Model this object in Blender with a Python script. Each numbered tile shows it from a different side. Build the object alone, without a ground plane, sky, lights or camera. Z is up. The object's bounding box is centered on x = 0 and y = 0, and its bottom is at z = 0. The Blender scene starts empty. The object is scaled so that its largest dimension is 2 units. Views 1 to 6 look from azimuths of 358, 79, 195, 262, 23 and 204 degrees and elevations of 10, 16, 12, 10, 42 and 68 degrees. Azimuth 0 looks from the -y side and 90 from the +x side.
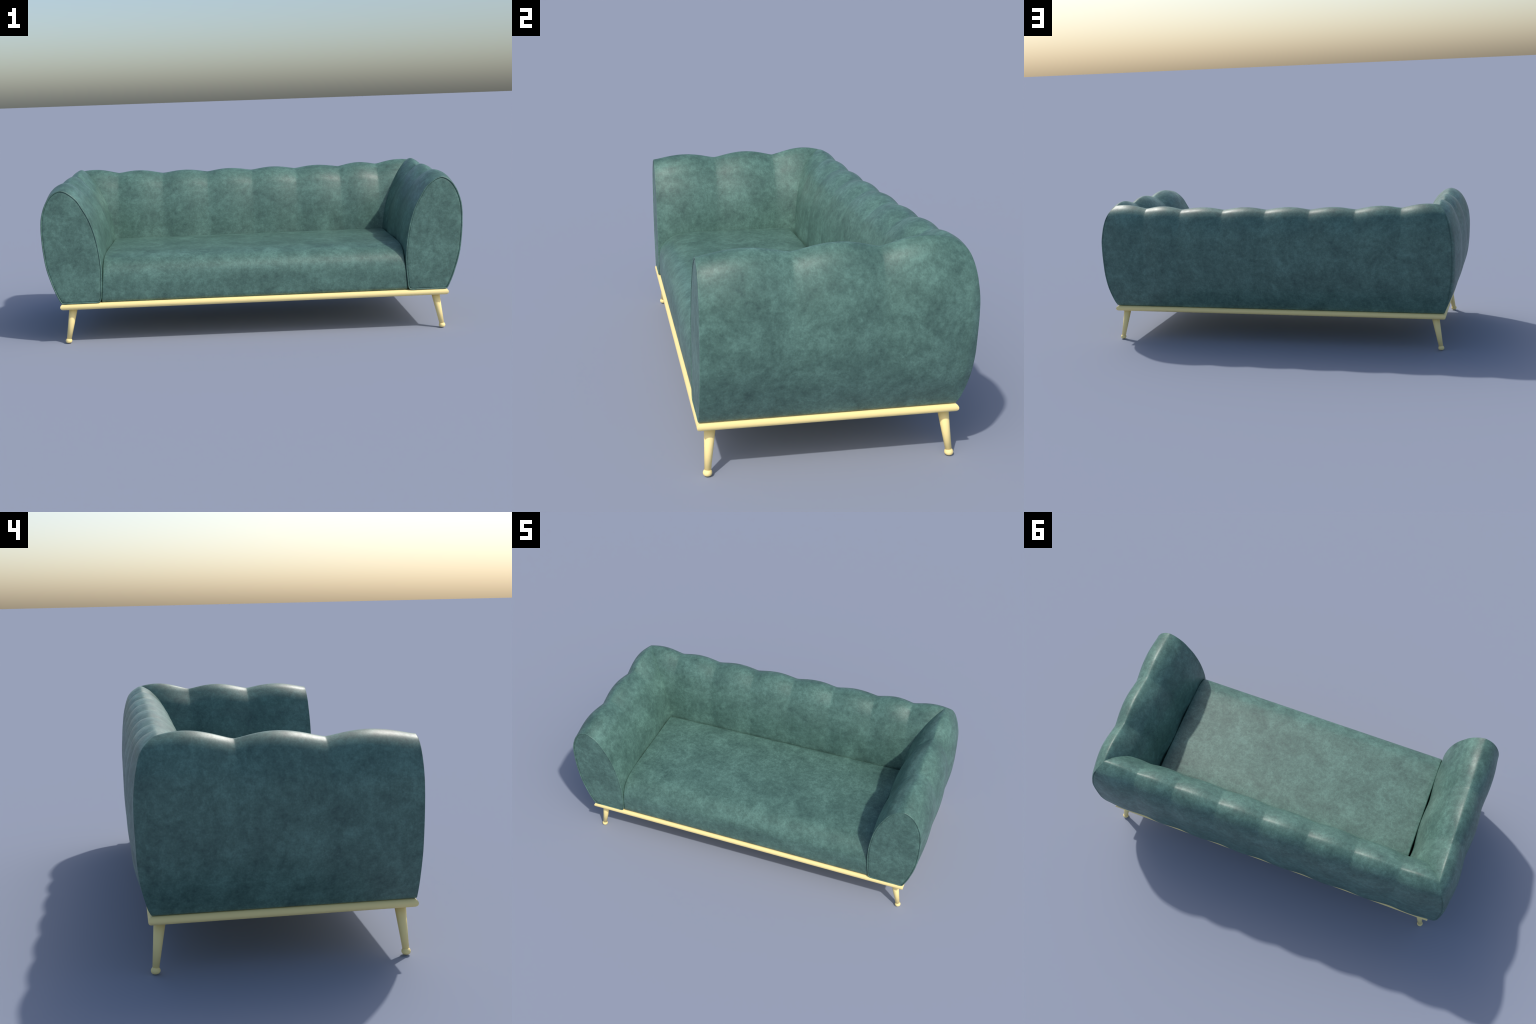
# A channel-tufted velvet sofa on a slim pale-gold frame with four splayed legs.
import bpy, math
import numpy as np
from mathutils import Vector, Matrix

X0 = 0.0017            # the sofa's plane of symmetry
Y_FRONT = -0.456       # plane of the arm fronts

# ------------------------------------------------------------------ materials
def nodes_of(name):
    m = bpy.data.materials.new(name)
    m.use_nodes = True
    nt = m.node_tree
    bsdf = nt.nodes["Principled BSDF"]
    return m, nt, bsdf

def noise(nt, vec, scale, detail=4, rough=0.6, dist=0.0):
    n = nt.nodes.new("ShaderNodeTexNoise")
    n.inputs["Scale"].default_value = scale
    n.inputs["Detail"].default_value = detail
    n.inputs["Roughness"].default_value = rough
    n.inputs["Distortion"].default_value = dist
    nt.links.new(vec, n.inputs["Vector"])
    return n.outputs["Fac"]

def math_node(nt, op, a, b, clamp=False):
    n = nt.nodes.new("ShaderNodeMath")
    n.operation = op
    n.use_clamp = clamp
    for i, v in enumerate((a, b)):
        if isinstance(v, (int, float)):
            n.inputs[i].default_value = v
        else:
            nt.links.new(v, n.inputs[i])
    return n.outputs[0]

def ramp(nt, fac, stops):
    r = nt.nodes.new("ShaderNodeValToRGB")
    e = r.color_ramp.elements
    while len(e) < len(stops):
        e.new(0.5)
    for el, (p, c) in zip(e, stops):
        el.position = p
        el.color = (*c, 1)
    nt.links.new(fac, r.inputs["Fac"])
    return r.outputs["Color"]

def velvet_material():
    m, nt, b = nodes_of("green_velvet")
    tc = nt.nodes.new("ShaderNodeTexCoord")
    vec = tc.outputs["Object"]
    blotch = noise(nt, vec, 9.0, 9, 0.70, 0.4)        # hand-sized brushed patches
    cloud = noise(nt, vec, 44.0, 6, 0.72, 0.2)        # thumb-sized mottling
    grain = noise(nt, vec, 150.0, 4, 0.7)             # pile grain
    v = math_node(nt, "ADD", math_node(nt, "MULTIPLY", blotch, 0.44),
                  math_node(nt, "MULTIPLY", cloud, 0.35))
    v = math_node(nt, "ADD", v, math_node(nt, "MULTIPLY", grain, 0.21))
    col = ramp(nt, v, [(0.38, (0.040, 0.088, 0.075)),
                       (0.50, (0.074, 0.153, 0.125)),
                       (0.62, (0.124, 0.243, 0.200))])
    nt.links.new(col, b.inputs["Base Color"])
    r = math_node(nt, "ADD", math_node(nt, "MULTIPLY", v, -0.3), 0.60)
    nt.links.new(r, b.inputs["Roughness"])
    b.inputs["Specular IOR Level"].default_value = 0.5
    bump = nt.nodes.new("ShaderNodeBump")
    bump.inputs["Strength"].default_value = 0.06
    bump.inputs["Distance"].default_value = 0.002
    nt.links.new(math_node(nt, "ADD", grain, cloud), bump.inputs["Height"])
    nt.links.new(bump.outputs["Normal"], b.inputs["Normal"])
    return m

def brass_material():
    m, nt, b = nodes_of("pale_gold_paint")
    tc = nt.nodes.new("ShaderNodeTexCoord")
    n = noise(nt, tc.outputs["Object"], 30.0, 3, 0.5)
    col = ramp(nt, n, [(0.3, (0.950, 0.762, 0.332)), (0.7, (0.960, 0.770, 0.340))])
    nt.links.new(col, b.inputs["Base Color"])
    b.inputs["Roughness"].default_value = 0.6
    b.inputs["Specular IOR Level"].default_value = 0.3
    return m

VELVET, GOLD = velvet_material(), brass_material()

# ------------------------------------------------------------------ helpers
def make_object(name, verts, faces, mat, parent, normals=None, smooth=True):
    me = bpy.data.meshes.new(name)
    me.from_pydata([tuple(map(float, v)) for v in verts], [], faces)
    me.materials.append(mat)
    me.polygons.foreach_set("use_smooth", [smooth] * len(me.polygons))
    me.update()
    if normals is not None:
        me.normals_split_custom_set_from_vertices([tuple(map(float, n)) for n in normals])
    ob = bpy.data.objects.new(name, me)
    bpy.context.scene.collection.objects.link(ob)
    ob.parent = parent
    return ob

def empty(name, parent):
    ob = bpy.data.objects.new(name, None)
    bpy.context.scene.collection.objects.link(ob)
    ob.parent = parent
    return ob

def catmull(P, params, closed, n):
    """centripetal-like interpolation of rows of P at n samples (closed loop)."""
    K = len(P)
    T = np.concatenate([[0], np.cumsum(params)])          # K+1 knots
    s = np.linspace(0, T[-1], n, endpoint=False)
    tang = np.zeros_like(P)
    for k in range(K):
        h0, h1 = params[k - 1], params[k]
        d0 = (P[k] - P[k - 1]) / h0
        d1 = (P[(k + 1) % K] - P[k]) / h1
        tang[k] = (d0 * h1 + d1 * h0) / (h0 + h1)
    out = []
    for v in s:
        k = min(int(np.searchsorted(T, v, side="right") - 1), K - 1)
        h = params[k]
        u = (v - T[k]) / h
        a, b = P[k], P[(k + 1) % K]
        out.append((2*u**3 - 3*u**2 + 1) * a + (u**3 - 2*u**2 + u) * h * tang[k]
                   + (-2*u**3 + 3*u**2) * b + (u**3 - u**2) * h * tang[(k + 1) % K])
    return np.array(out)

# ------------------------------------------------------------------ cushion profile
# one loop of stations, each seen at three places: the arm front (x, z), the
# mitred corner seam (x, y, z) and the middle of the back (y, z)
ST = [
 # bottom, going outwards
 (0.820, 0.1925,  0.820, 0.300, 0.1925,  0.300, 0.1925),
 (0.880, 0.1925,  0.878, 0.361, 0.1925,  0.361, 0.1925),
 (0.905, 0.1925,  0.902, 0.386, 0.1925,  0.386, 0.1925),
 (0.9165, 0.1965, 0.9135, 0.3965, 0.1965, 0.397, 0.1965),
 (0.9225, 0.207,  0.9185, 0.4025, 0.207,  0.403, 0.207),
 # outer face, going up
 (0.9402, 0.2468, 0.933, 0.4150, 0.2475,  0.4205, 0.247),
 (0.958, 0.2988,  0.947, 0.4265, 0.301,  0.4360, 0.299),
 (0.976, 0.368,   0.9575, 0.4350, 0.372,  0.4475, 0.368),
 (0.985, 0.4428,  0.962, 0.4375, 0.449,  0.4530, 0.443),
 (0.9885, 0.511,  0.963, 0.439, 0.519,   0.4540, 0.512),
 (0.988, 0.558,   0.962, 0.438, 0.568,   0.451, 0.560),
 (0.9835, 0.602,  0.956, 0.434, 0.614,   0.4465, 0.604),
 (0.973, 0.640,   0.9485, 0.4275, 0.655, 0.438, 0.643),
 (0.959, 0.672,   0.9385, 0.4185, 0.690, 0.426, 0.675),
 (0.938, 0.7025,  0.9225, 0.404, 0.723,  0.4075, 0.7055),
 (0.913, 0.7215,  0.9040, 0.3800, 0.7460,  0.384, 0.725),
 # crest
 (0.889, 0.7275,  0.889, 0.357, 0.7565,   0.3560, 0.7313),
 # inner face, going down
 (0.8665, 0.7235, 0.8665, 0.327, 0.747,  0.329, 0.727),
 (0.838, 0.706,   0.838, 0.295, 0.722,   0.296, 0.708),
 (0.810, 0.6785,  0.810, 0.2665, 0.6875, 0.2665, 0.679),
 (0.787, 0.640,   0.787, 0.247, 0.643,   0.247, 0.640),
 (0.766, 0.601,   0.766, 0.2335, 0.603,  0.2335, 0.601),
 (0.7495, 0.558,  0.749, 0.222, 0.559,   0.222, 0.558),
 (0.735, 0.505,   0.735, 0.213, 0.505,   0.213, 0.505),
 (0.7235, 0.436,  0.7235, 0.2055, 0.436, 0.2055, 0.436),
 (0.7187, 0.384,  0.7187, 0.200, 0.384,  0.200, 0.384),
 (0.7173, 0.330,  0.7173, 0.1985, 0.330, 0.1985, 0.330),
 (0.7195, 0.285,  0.7195, 0.200, 0.285,  0.200, 0.285),
 (0.724, 0.240,   0.724, 0.203, 0.240,   0.203, 0.240),
 (0.7285, 0.207,  0.7285, 0.207, 0.207,  0.207, 0.207),
 (0.734, 0.1965,  0.734, 0.212, 0.1965,  0.212, 0.1965),
 (0.745, 0.1925,  0.745, 0.222, 0.1925,  0.222, 0.1925),
 (0.770, 0.1925,  0.770, 0.248, 0.1925,  0.248, 0.1925),
]
CREST, FIRST_OUT, LAST_IN = 16, 4, 29
ST = np.array(ST)
NS = 260
seg = np.linalg.norm(np.roll(ST[:, :2], -1, axis=0) - ST[:, :2], axis=1)
# station number travels along as an extra column, so features can be placed by it
num = np.arange(len(ST), dtype=float)
S = catmull(ST, seg, True, NS)
knots = np.concatenate([[0], np.cumsum(seg)])
SID = np.interp(np.linspace(0, knots[-1], NS, endpoint=False), knots, np.arange(len(ST) + 1))
xf, zf, xc, yc, zc, ym, zm = S.T

def loop_normals(a, b):
    da = np.roll(a, -1) - np.roll(a, 1)
    db = np.roll(b, -1) - np.roll(b, 1)
    L = np.hypot(da, db)
    return db / L, -da / L          # loop runs bottom > outside > crest > inside

nfx, nfz = loop_normals(xf, zf)
nmy, nmz = loop_normals(ym, zm)

def sstep(a, b, v):
    t = np.clip((v - a) / (b - a), 0, 1)
    return t * t * (3 - 2 * t)

height = zf
outer = SID <= CREST
# how much the channels puff out: full on the crest, less on the faces, none at the foot
top = sstep(0.64, 0.735, height)
shoulder = sstep(0.46, 0.64, height)
closed_foot = (SID < FIRST_OUT) | (SID > LAST_IN)
foot = np.where(closed_foot, 0, np.where(outer, sstep(0.20, 0.45, height), sstep(0.20, 0.40, height)))
back_foot = np.where(closed_foot, 0, np.where(outer, sstep(0.195, 0.35, height), foot))

def by_height(low, mid, crest):
    v = low + (mid - low) * shoulder
    return v + (crest - v) * top

AMP_ARM = foot * np.where(outer, by_height(0.0060, 0.0120, 0.0205), by_height(0.0080, 0.0095, 0.0205))
AMP_BACK = back_foot * np.where(outer, by_height(0.0085, 0.0090, 0.0133), by_height(0.0060, 0.0070, 0.0133))
# the cover is pulled into a soft ridge along the crest
arc = np.linspace(0, knots[-1], NS, endpoint=False)
RIDGE = 0.0024 * np.exp(-(np.sqrt((arc - knots[CREST]) ** 2 + 0.002 ** 2) - 0.002) / 0.014)
# besides the channels, the outer face of each arm swells gently as a whole
SWELL = foot * np.where(outer, by_height(0.0085, 0.0, 0.0), 0)
# roundness of the corner on the outside of the arms, beside the seam
CORNER_R = 0.010 * np.where(outer, sstep(0.2, 0.32, height) * (1 - sstep(0.62, 0.72, height)), 0)
SEAM = np.where(outer, sstep(0.21, 0.27, height) * (1 - sstep(0.675, 0.700, height)), 0)

# stitched creases are tight on the crest and soften into gentle waves below it
CREASE = 1.75 - 0.38 * sstep(0.50, 0.72, height)

def puff(t):
    a = np.abs(2 * np.clip(t, 0, 1) - 1)
    return (1 - a ** 2) ** CREASE

# at the mitre the ridge may only lift, or the two cushions would part
RIDGE_UP = RIDGE * np.clip(nfz, 0, 1)

def spaced(n):
    """samples 0..1, closer together towards both ends."""
    u = np.linspace(0, 1, n)
    return u - 0.11 * np.sin(2 * np.pi * u)

N_CH = 40
# extra samples that carry the fine seam line beside the back corners
SEAM_U = np.array([0.004, 0.008, 0.012, 0.016, 0.020, 0.024, 0.028, 0.032, 0.040, 0.052]) / 0.25
SEAM_AT, SEAM_W = 0.0062, 0.0020

ARM_VALLEYS = [-0.165, 0.122]
BACK_VALLEYS = [-0.697, -0.458, -0.2155, 0.0255, 0.2645, 0.504, 0.711]
ARM_PITCH, BACK_PITCH = 0.288, 0.2405      # full width of a channel, before the mitre cuts it

def arm_grid():
    """columns of points for the right arm, grouped by channel."""
    def amp(q):
        return AMP_ARM * (0.94 + 0.50 * q ** 2)
    # the last channel runs on under the mitre, so it is still puffed out where it is cut
    cut = amp(1.0) * puff((yc - ARM_VALLEYS[-1]) / ARM_PITCH)
    xe, ze = xc + CORNER_R - nfx * cut, zc - nfz * cut
    cols, groups = [], []
    starts = [Y_FRONT] + ARM_VALLEYS
    for c in range(3):
        ids = []
        us = spaced(N_CH)
        if c == 2:
            us = np.unique(np.concatenate([us, 1 - SEAM_U]))
        for j, u in enumerate(us):
            if c and j == 0:
                ids.append(len(cols) - 1)
                continue
            lo = starts[c]
            hi = yc if c == 2 else np.full(NS, starts[c + 1])
            y = lo + (hi - lo) * u
            f = puff((y - lo) / (ARM_PITCH if c == 2 else hi - lo))
            q = (y - Y_FRONT) / (yc - Y_FRONT)
            x = xf + (xe - xf) * q ** 1.25
            z = zf + (ze - zf) * q ** 1.4
            x = x - CORNER_R * np.clip(1 - (yc - y) / 0.035, 0, 1) ** 2
            out = amp(q) * f + SWELL * (1 - (2 * q - 1) ** 2)
            x = x + nfx * (out + RIDGE * (1 - q ** 6))
            z = z + nfz * out + RIDGE_UP
            cols.append(np.stack([x, y, z], 1))
            ids.append(len(cols) - 1)
        groups.append(ids)
    return np.array(cols), groups

def back_grid():
    def weight(x):
        return np.clip((np.abs(x) / xc - 0.48) / 0.52, 0, 1) ** 1.1
    cols, groups = [], []
    edges = [None] + BACK_VALLEYS + [None]
    for c in range(8):
        ids = []
        us = spaced(N_CH)
        if c == 0:
            us = np.unique(np.concatenate([us, SEAM_U]))
        if c == 7:
            us = np.unique(np.concatenate([us, 1 - SEAM_U]))
        for j, u in enumerate(us):
            if c and j == 0:
                ids.append(len(cols) - 1)
                continue
            lo = -xc if c == 0 else np.full(NS, edges[c])
            hi = xc if c == 7 else np.full(NS, edges[c + 1])
            x = lo + (hi - lo) * u
            if c == 0:
                t = (hi - x) / BACK_PITCH
            elif c == 7:
                t = (x - lo) / BACK_PITCH
            else:
                t = u
            # puff left at the mitre on this side, taken off the corner so both cushions meet
            side = BACK_VALLEYS[-1] if c > 3 else -BACK_VALLEYS[0]
            cut = 1.3 * AMP_BACK * puff((xc - side) / BACK_PITCH)
            ye, ze = yc - nmy * cut, zc - nmz * cut
            w = weight(x)
            y = ym + (ye - ym) * w
            z = zm + (ze - zm) * w
            d = xc - np.abs(x)
            groove = 0.0042 * SEAM * np.exp(-((d - SEAM_AT) / SEAM_W) ** 2)
            out = AMP_BACK * (1 + 0.3 * w) * puff(t)
            y = y + nmy * (out + RIDGE * (1 - w ** 6)) - groove
            z = z + nmz * out + RIDGE_UP
            cols.append(np.stack([x, y, z], 1))
            ids.append(len(cols) - 1)
        groups.append(ids)
    return np.array(cols), groups

def grid_normals(cols):
    ds = np.roll(cols, -1, axis=1) - np.roll(cols, 1, axis=1)
    dc = np.gradient(cols, axis=0)
    n = np.cross(dc, ds)
    n /= np.linalg.norm(n, axis=2, keepdims=True) + 1e-12
    return n

def channel_objects(cols, nrm, groups, flip, parent, mirror=False):
    out = []
    for ids in groups:
        P = cols[ids].copy()
        N = nrm[ids].copy()
        if mirror:
            P[..., 0] *= -1
            N[..., 0] *= -1
        P[..., 0] += X0
        m = len(ids)
        faces = []
        for a in range(m - 1):
            for s in range(NS):
                t = (s + 1) % NS
                q = (a * NS + s, (a + 1) * NS + s, (a + 1) * NS + t, a * NS + t)
                faces.append(q if flip == mirror else q[::-1])
        out.append(make_object("channel", P.reshape(-1, 3), faces, VELVET, parent,
                               N.reshape(-1, 3)))
    return out

# ------------------------------------------------------------------ the sofa
sofa = empty("sofa", None)
sofa["label"] = "green velvet channel-back sofa on slim pale gold frame"
sofa["category"] = "sofa"

arm_cols, arm_groups = arm_grid()
back_cols, back_groups = back_grid()
arm_n = grid_normals(arm_cols)
back_n = grid_normals(back_cols)
# make both sets point outwards (crest normal must look up)
ic = int(np.argmin(np.abs(SID - CREST)))
arm_flip = arm_n[20, ic, 2] < 0
back_flip = back_n[160, ic, 2] < 0
if arm_flip: arm_n = -arm_n
if back_flip: back_n = -back_n
# over the shoulder, outside the crest, arm and back run into each other without a seam
blend = np.where(outer, sstep(0.66, 0.70, height), 0) * (1 - sstep(CREST - 1.0, CREST + 0.2, SID))
for side, col in ((1, -1), (-1, 0)):
    a = arm_n[-1] * np.array([side, 1, 1])
    mid = a + back_n[col]
    mid /= np.linalg.norm(mid, axis=1, keepdims=True)
    back_n[col] += (mid - back_n[col]) * blend[:, None]
    if side == 1:
        keep = mid
arm_n[-1] += (keep - arm_n[-1]) * blend[:, None]

backrest = empty("backrest", sofa)
channel_objects(back_cols, back_n, back_groups, back_flip, backrest)

def inset(d, ease=0):
    """front outline offset inwards; ease rounds off its corners."""
    p = np.stack([xf + nfx * (RIDGE - d), zf + nfz * (RIDGE - d)])
    for _ in range(ease):
        p = 0.5 * p + 0.25 * (np.roll(p, 1, axis=1) + np.roll(p, -1, axis=1))
    return p

def front_panel(parent, sx):
    """upholstered end board: rolls out of a groove, then nearly flat."""
    rings = [(0.0060, Y_FRONT + 0.0045, 2), (0.0066, Y_FRONT + 0.0014, 3), (0.0074, Y_FRONT - 0.0001, 5),
             (0.0096, Y_FRONT - 0.0007, 9), (0.0120, Y_FRONT - 0.0012, 16), (0.0160, Y_FRONT - 0.0015, 40)]
    V, F = [], []
    for d, y, ease in rings:
        px, pz = inset(d, ease)
        V += [(sx * a + X0, y, b) for a, b in zip(px, pz)]
    for r in range(len(rings) - 1):
        for s in range(NS):
            t = (s + 1) % NS
            q = (r * NS + s, r * NS + t, (r + 1) * NS + t, (r + 1) * NS + s)
            F.append(q if sx > 0 else q[::-1])
    # shrink on towards the middle of the panel
    px, pz = inset(rings[-1][0], 120)
    cx, cz = 0.853, 0.45
    base = (len(rings) - 1) * NS
    for k, f in enumerate((0.93, 0.75, 0.5, 0.2)):
        V += [(sx * (cx + (a - cx) * f) + X0, Y_FRONT - 0.0016 - 0.0002 * k, cz + (b - cz) * f)
              for a, b in zip(px, pz)]
        nb = base + NS
        for s in range(NS):
            t = (s + 1) % NS
            q = (base + s, base + t, nb + t, nb + s)
            F.append(q if sx > 0 else q[::-1])
        base = nb
    V.append((sx * cx + X0, Y_FRONT - 0.0023, cz))
    for s in range(NS):
        t = (s + 1) % NS
        q = (base + s, base + t, len(V) - 1)
        F.append(q if sx > 0 else q[::-1])
    return make_object("front_panel", V, F, VELVET, parent)

def piping(parent, sx):
    R, M = 0.0034, 12
    V, F = [], []
    for k in range(M):
        a = 2 * math.pi * k / M
        px, pz = inset(0.0034 - R * math.cos(a))
        V += [(sx * u + X0, Y_FRONT + 0.0004 - R * math.sin(a), v) for u, v in zip(px, pz)]
    for k in range(M):
        l = (k + 1) % M
        for s in range(NS):
            t = (s + 1) % NS
            q = (k * NS + s, k * NS + t, l * NS + t, l * NS + s)
            F.append(q if sx > 0 else q[::-1])
    return make_object("piping", V, F, VELVET, parent)

for sx in (1, -1):
    arm = empty("armrest", sofa)
    channel_objects(arm_cols, arm_n, arm_groups, arm_flip, arm, mirror=(sx < 0))
    front_panel(arm, sx)
    piping(arm, sx)

# seat cushion: one long block with a soft front edge, tucked under back and arms
SEAT = np.array([(-0.20, 0.1940), (-0.445, 0.1940), (-0.4515, 0.1985), (-0.4530, 0.210),
                 (-0.4545, 0.25), (-0.4545, 0.290), (-0.4512, 0.320), (-0.4425, 0.344), (-0.4205, 0.371),
                 (-0.378, 0.3950), (-0.325, 0.4050), (-0.22, 0.4080), (0.0, 0.4085),
                 (0.158, 0.4075), (0.174, 0.4060), (0.185, 0.400), (0.190, 0.389), (0.20, 0.375), (0.255, 0.370), (0.262, 0.26), (0.25, 0.1950), (0.10, 0.1940)])
NSEAT = 150
sseg = np.linalg.norm(np.roll(SEAT, -1, axis=0) - SEAT, axis=1)
sy, sz = catmull(SEAT, sseg, True, NSEAT).T
sny, snz = loop_normals(sy, sz)
if snz[np.argmax(sz)] < 0:
    sny, snz = -sny, -snz
def seat_cushion():
    V, F = [], []
    R = 0.006
    side = 0.7145 + 0.0123 * np.clip((0.335 - sz) / 0.13, 0, 1)
    # end rings: inset d_in at depth d_x
    rings = []
    for a in np.linspace(0, math.pi / 2, 6):
        rings.append((R * (1 - math.sin(a)), R * (1 - math.cos(a))))
    loops_left = [(-(side - d_x), d_in) for d_in, d_x in rings]
    mids = [(-side + 2 * side * u, 0.0) for u in np.linspace(0.02, 0.98, 40)]
    loops_right = [((side - d_x), d_in) for d_in, d_x in rings[::-1]]
    allr = loops_left + mids + loops_right
    for x, d in allr:
        yy, zz = sy - sny * d, sz - snz * d
        V += [(a + X0, b, c) for a, b, c in zip(x, yy, zz)]
    n = NSEAT
    for r in range(len(allr) - 1):
        for s in range(n):
            t = (s + 1) % n
            F.append((r * n + s, r * n + t, (r + 1) * n + t, (r + 1) * n + s))
    F.append(tuple(range(n))[::-1])
    F.append(tuple((len(allr) - 1) * n + s for s in range(n)))
    ob = make_object("seat", V, F, VELVET, sofa)
    import bmesh
    bm = bmesh.new(); bm.from_mesh(ob.data)
    bmesh.ops.recalc_face_normals(bm, faces=bm.faces)
    bm.to_mesh(ob.data); bm.free()
    return ob
seat_cushion()

# ------------------------------------------------------------------ frame
RX, RY0, RY1 = 0.9212, -0.4632, 0.4082     # outer extents of the rails
RZ, RR, RW = 0.1780, 0.0146, 0.060         # mid height, half thickness, depth of section
frame = empty("frame", sofa)

def rail(p0, p1, inward):
    """bar with a half-round outer edge, mitred at 45 degrees at both ends."""
    p0, p1, inward = Vector(p0), Vector(p1), Vector(inward)
    along = (p1 - p0).normalized()
    sec = [(RW, -RR)]
    for k in range(0, 13):
        a = -math.pi / 2 + math.pi * k / 12
        sec.append((0.0150 * (1 - math.cos(a)), RR * math.sin(a)))
    sec.append((RW, RR))
    V, F = [], []
    for base, sgn in ((p0, 1), (p1, -1)):
        for d, h in sec:
            V.append(base + inward * d + along * (sgn * d) + Vector((0, 0, h)))
    n = len(sec)
    for i in range(n):
        j = (i + 1) % n
        F.append((i, j, n + j, n + i))
    F.append(tuple(range(n))[::-1])
    F.append(tuple(range(n, 2 * n)))
    ob = make_object("rail", V, F, GOLD, frame)
    import bmesh
    bm = bmesh.new(); bm.from_mesh(ob.data)
    bmesh.ops.recalc_face_normals(bm, faces=bm.faces)
    bm.to_mesh(ob.data); bm.free()
    ob.data.set_sharp_from_angle(angle=math.radians(40))
    return ob

xl, xr = X0 - RX, X0 + RX
rail((xl, RY0, RZ), (xr, RY0, RZ), (0, 1, 0))
rail((xr, RY0, RZ), (xr, RY1, RZ), (-1, 0, 0))
rail((xr, RY1, RZ), (xl, RY1, RZ), (0, -1, 0))
rail((xl, RY1, RZ), (xl, RY0, RZ), (1, 0, 0))

def base_board():
    x0, x1 = xl + RW - 0.002, xr - RW + 0.002
    y0, y1 = RY0 + RW - 0.002, RY1 - RW + 0.002
    z0, z1 = RZ - RR + 0.004, RZ + RR - 0.003
    V = [(x, y, z) for z in (z0, z1) for x, y in ((x0, y0), (x1, y0), (x1, y1), (x0, y1))]
    F = [(3, 2, 1, 0), (4, 5, 6, 7)] + [(i, (i + 1) % 4, 4 + (i + 1) % 4, 4 + i) for i in range(4)]
    return make_object("base_board", V, F, GOLD, frame, smooth=False)
base_board()

def lathe(name, prof, axis_bottom, axis_top, parent, n=40):
    """turned shape: prof is (height along axis 0..1 in metres, radius)."""
    A, B = Vector(axis_bottom), Vector(axis_top)
    up = (B - A).normalized()
    u = up.orthogonal().normalized()
    w = up.cross(u)
    V, F = [], []
    for h, r in prof:
        for k in range(n):
            a = 2 * math.pi * k / n
            V.append(A + up * h + (u * math.cos(a) + w * math.sin(a)) * r)
    m = len(prof)
    for i in range(m - 1):
        for k in range(n):
            l = (k + 1) % n
            F.append((i * n + k, i * n + l, (i + 1) * n + l, (i + 1) * n + k))
    F.append(tuple(range(n))[::-1])
    F.append(tuple((m - 1) * n + k for k in range(n)))
    return make_object(name, V, F, GOLD, parent)

# turned foot: a squat bead, flattened where it stands
BEAD = [(0.0, 0.0085), (0.0006, 0.0105), (0.0022, 0.0127), (0.0050, 0.0145), (0.0080, 0.0153),
        (0.0110, 0.0153), (0.0140, 0.0146), (0.0170, 0.0131), (0.0195, 0.0110), (0.0212, 0.0085)]
for sx in (1, -1):
    for foot_y, top_y in ((-0.4287, -0.4155), (0.3910, 0.3705)):
        bottom = Vector((X0 + sx * 0.8963, foot_y, 0.0))
        ankle = bottom + Vector((0, 0, 0.010))
        head = Vector((X0 + sx * 0.8665, top_y, RZ - RR + 0.003))
        L = (head - ankle).length
        leg = lathe("leg", [(0.004, 0.0108), (L * 0.5, 0.0150), (L, 0.0197)], ankle, head, sofa)
        lathe("foot", BEAD, bottom, bottom + Vector((0, 0, 1)), leg)
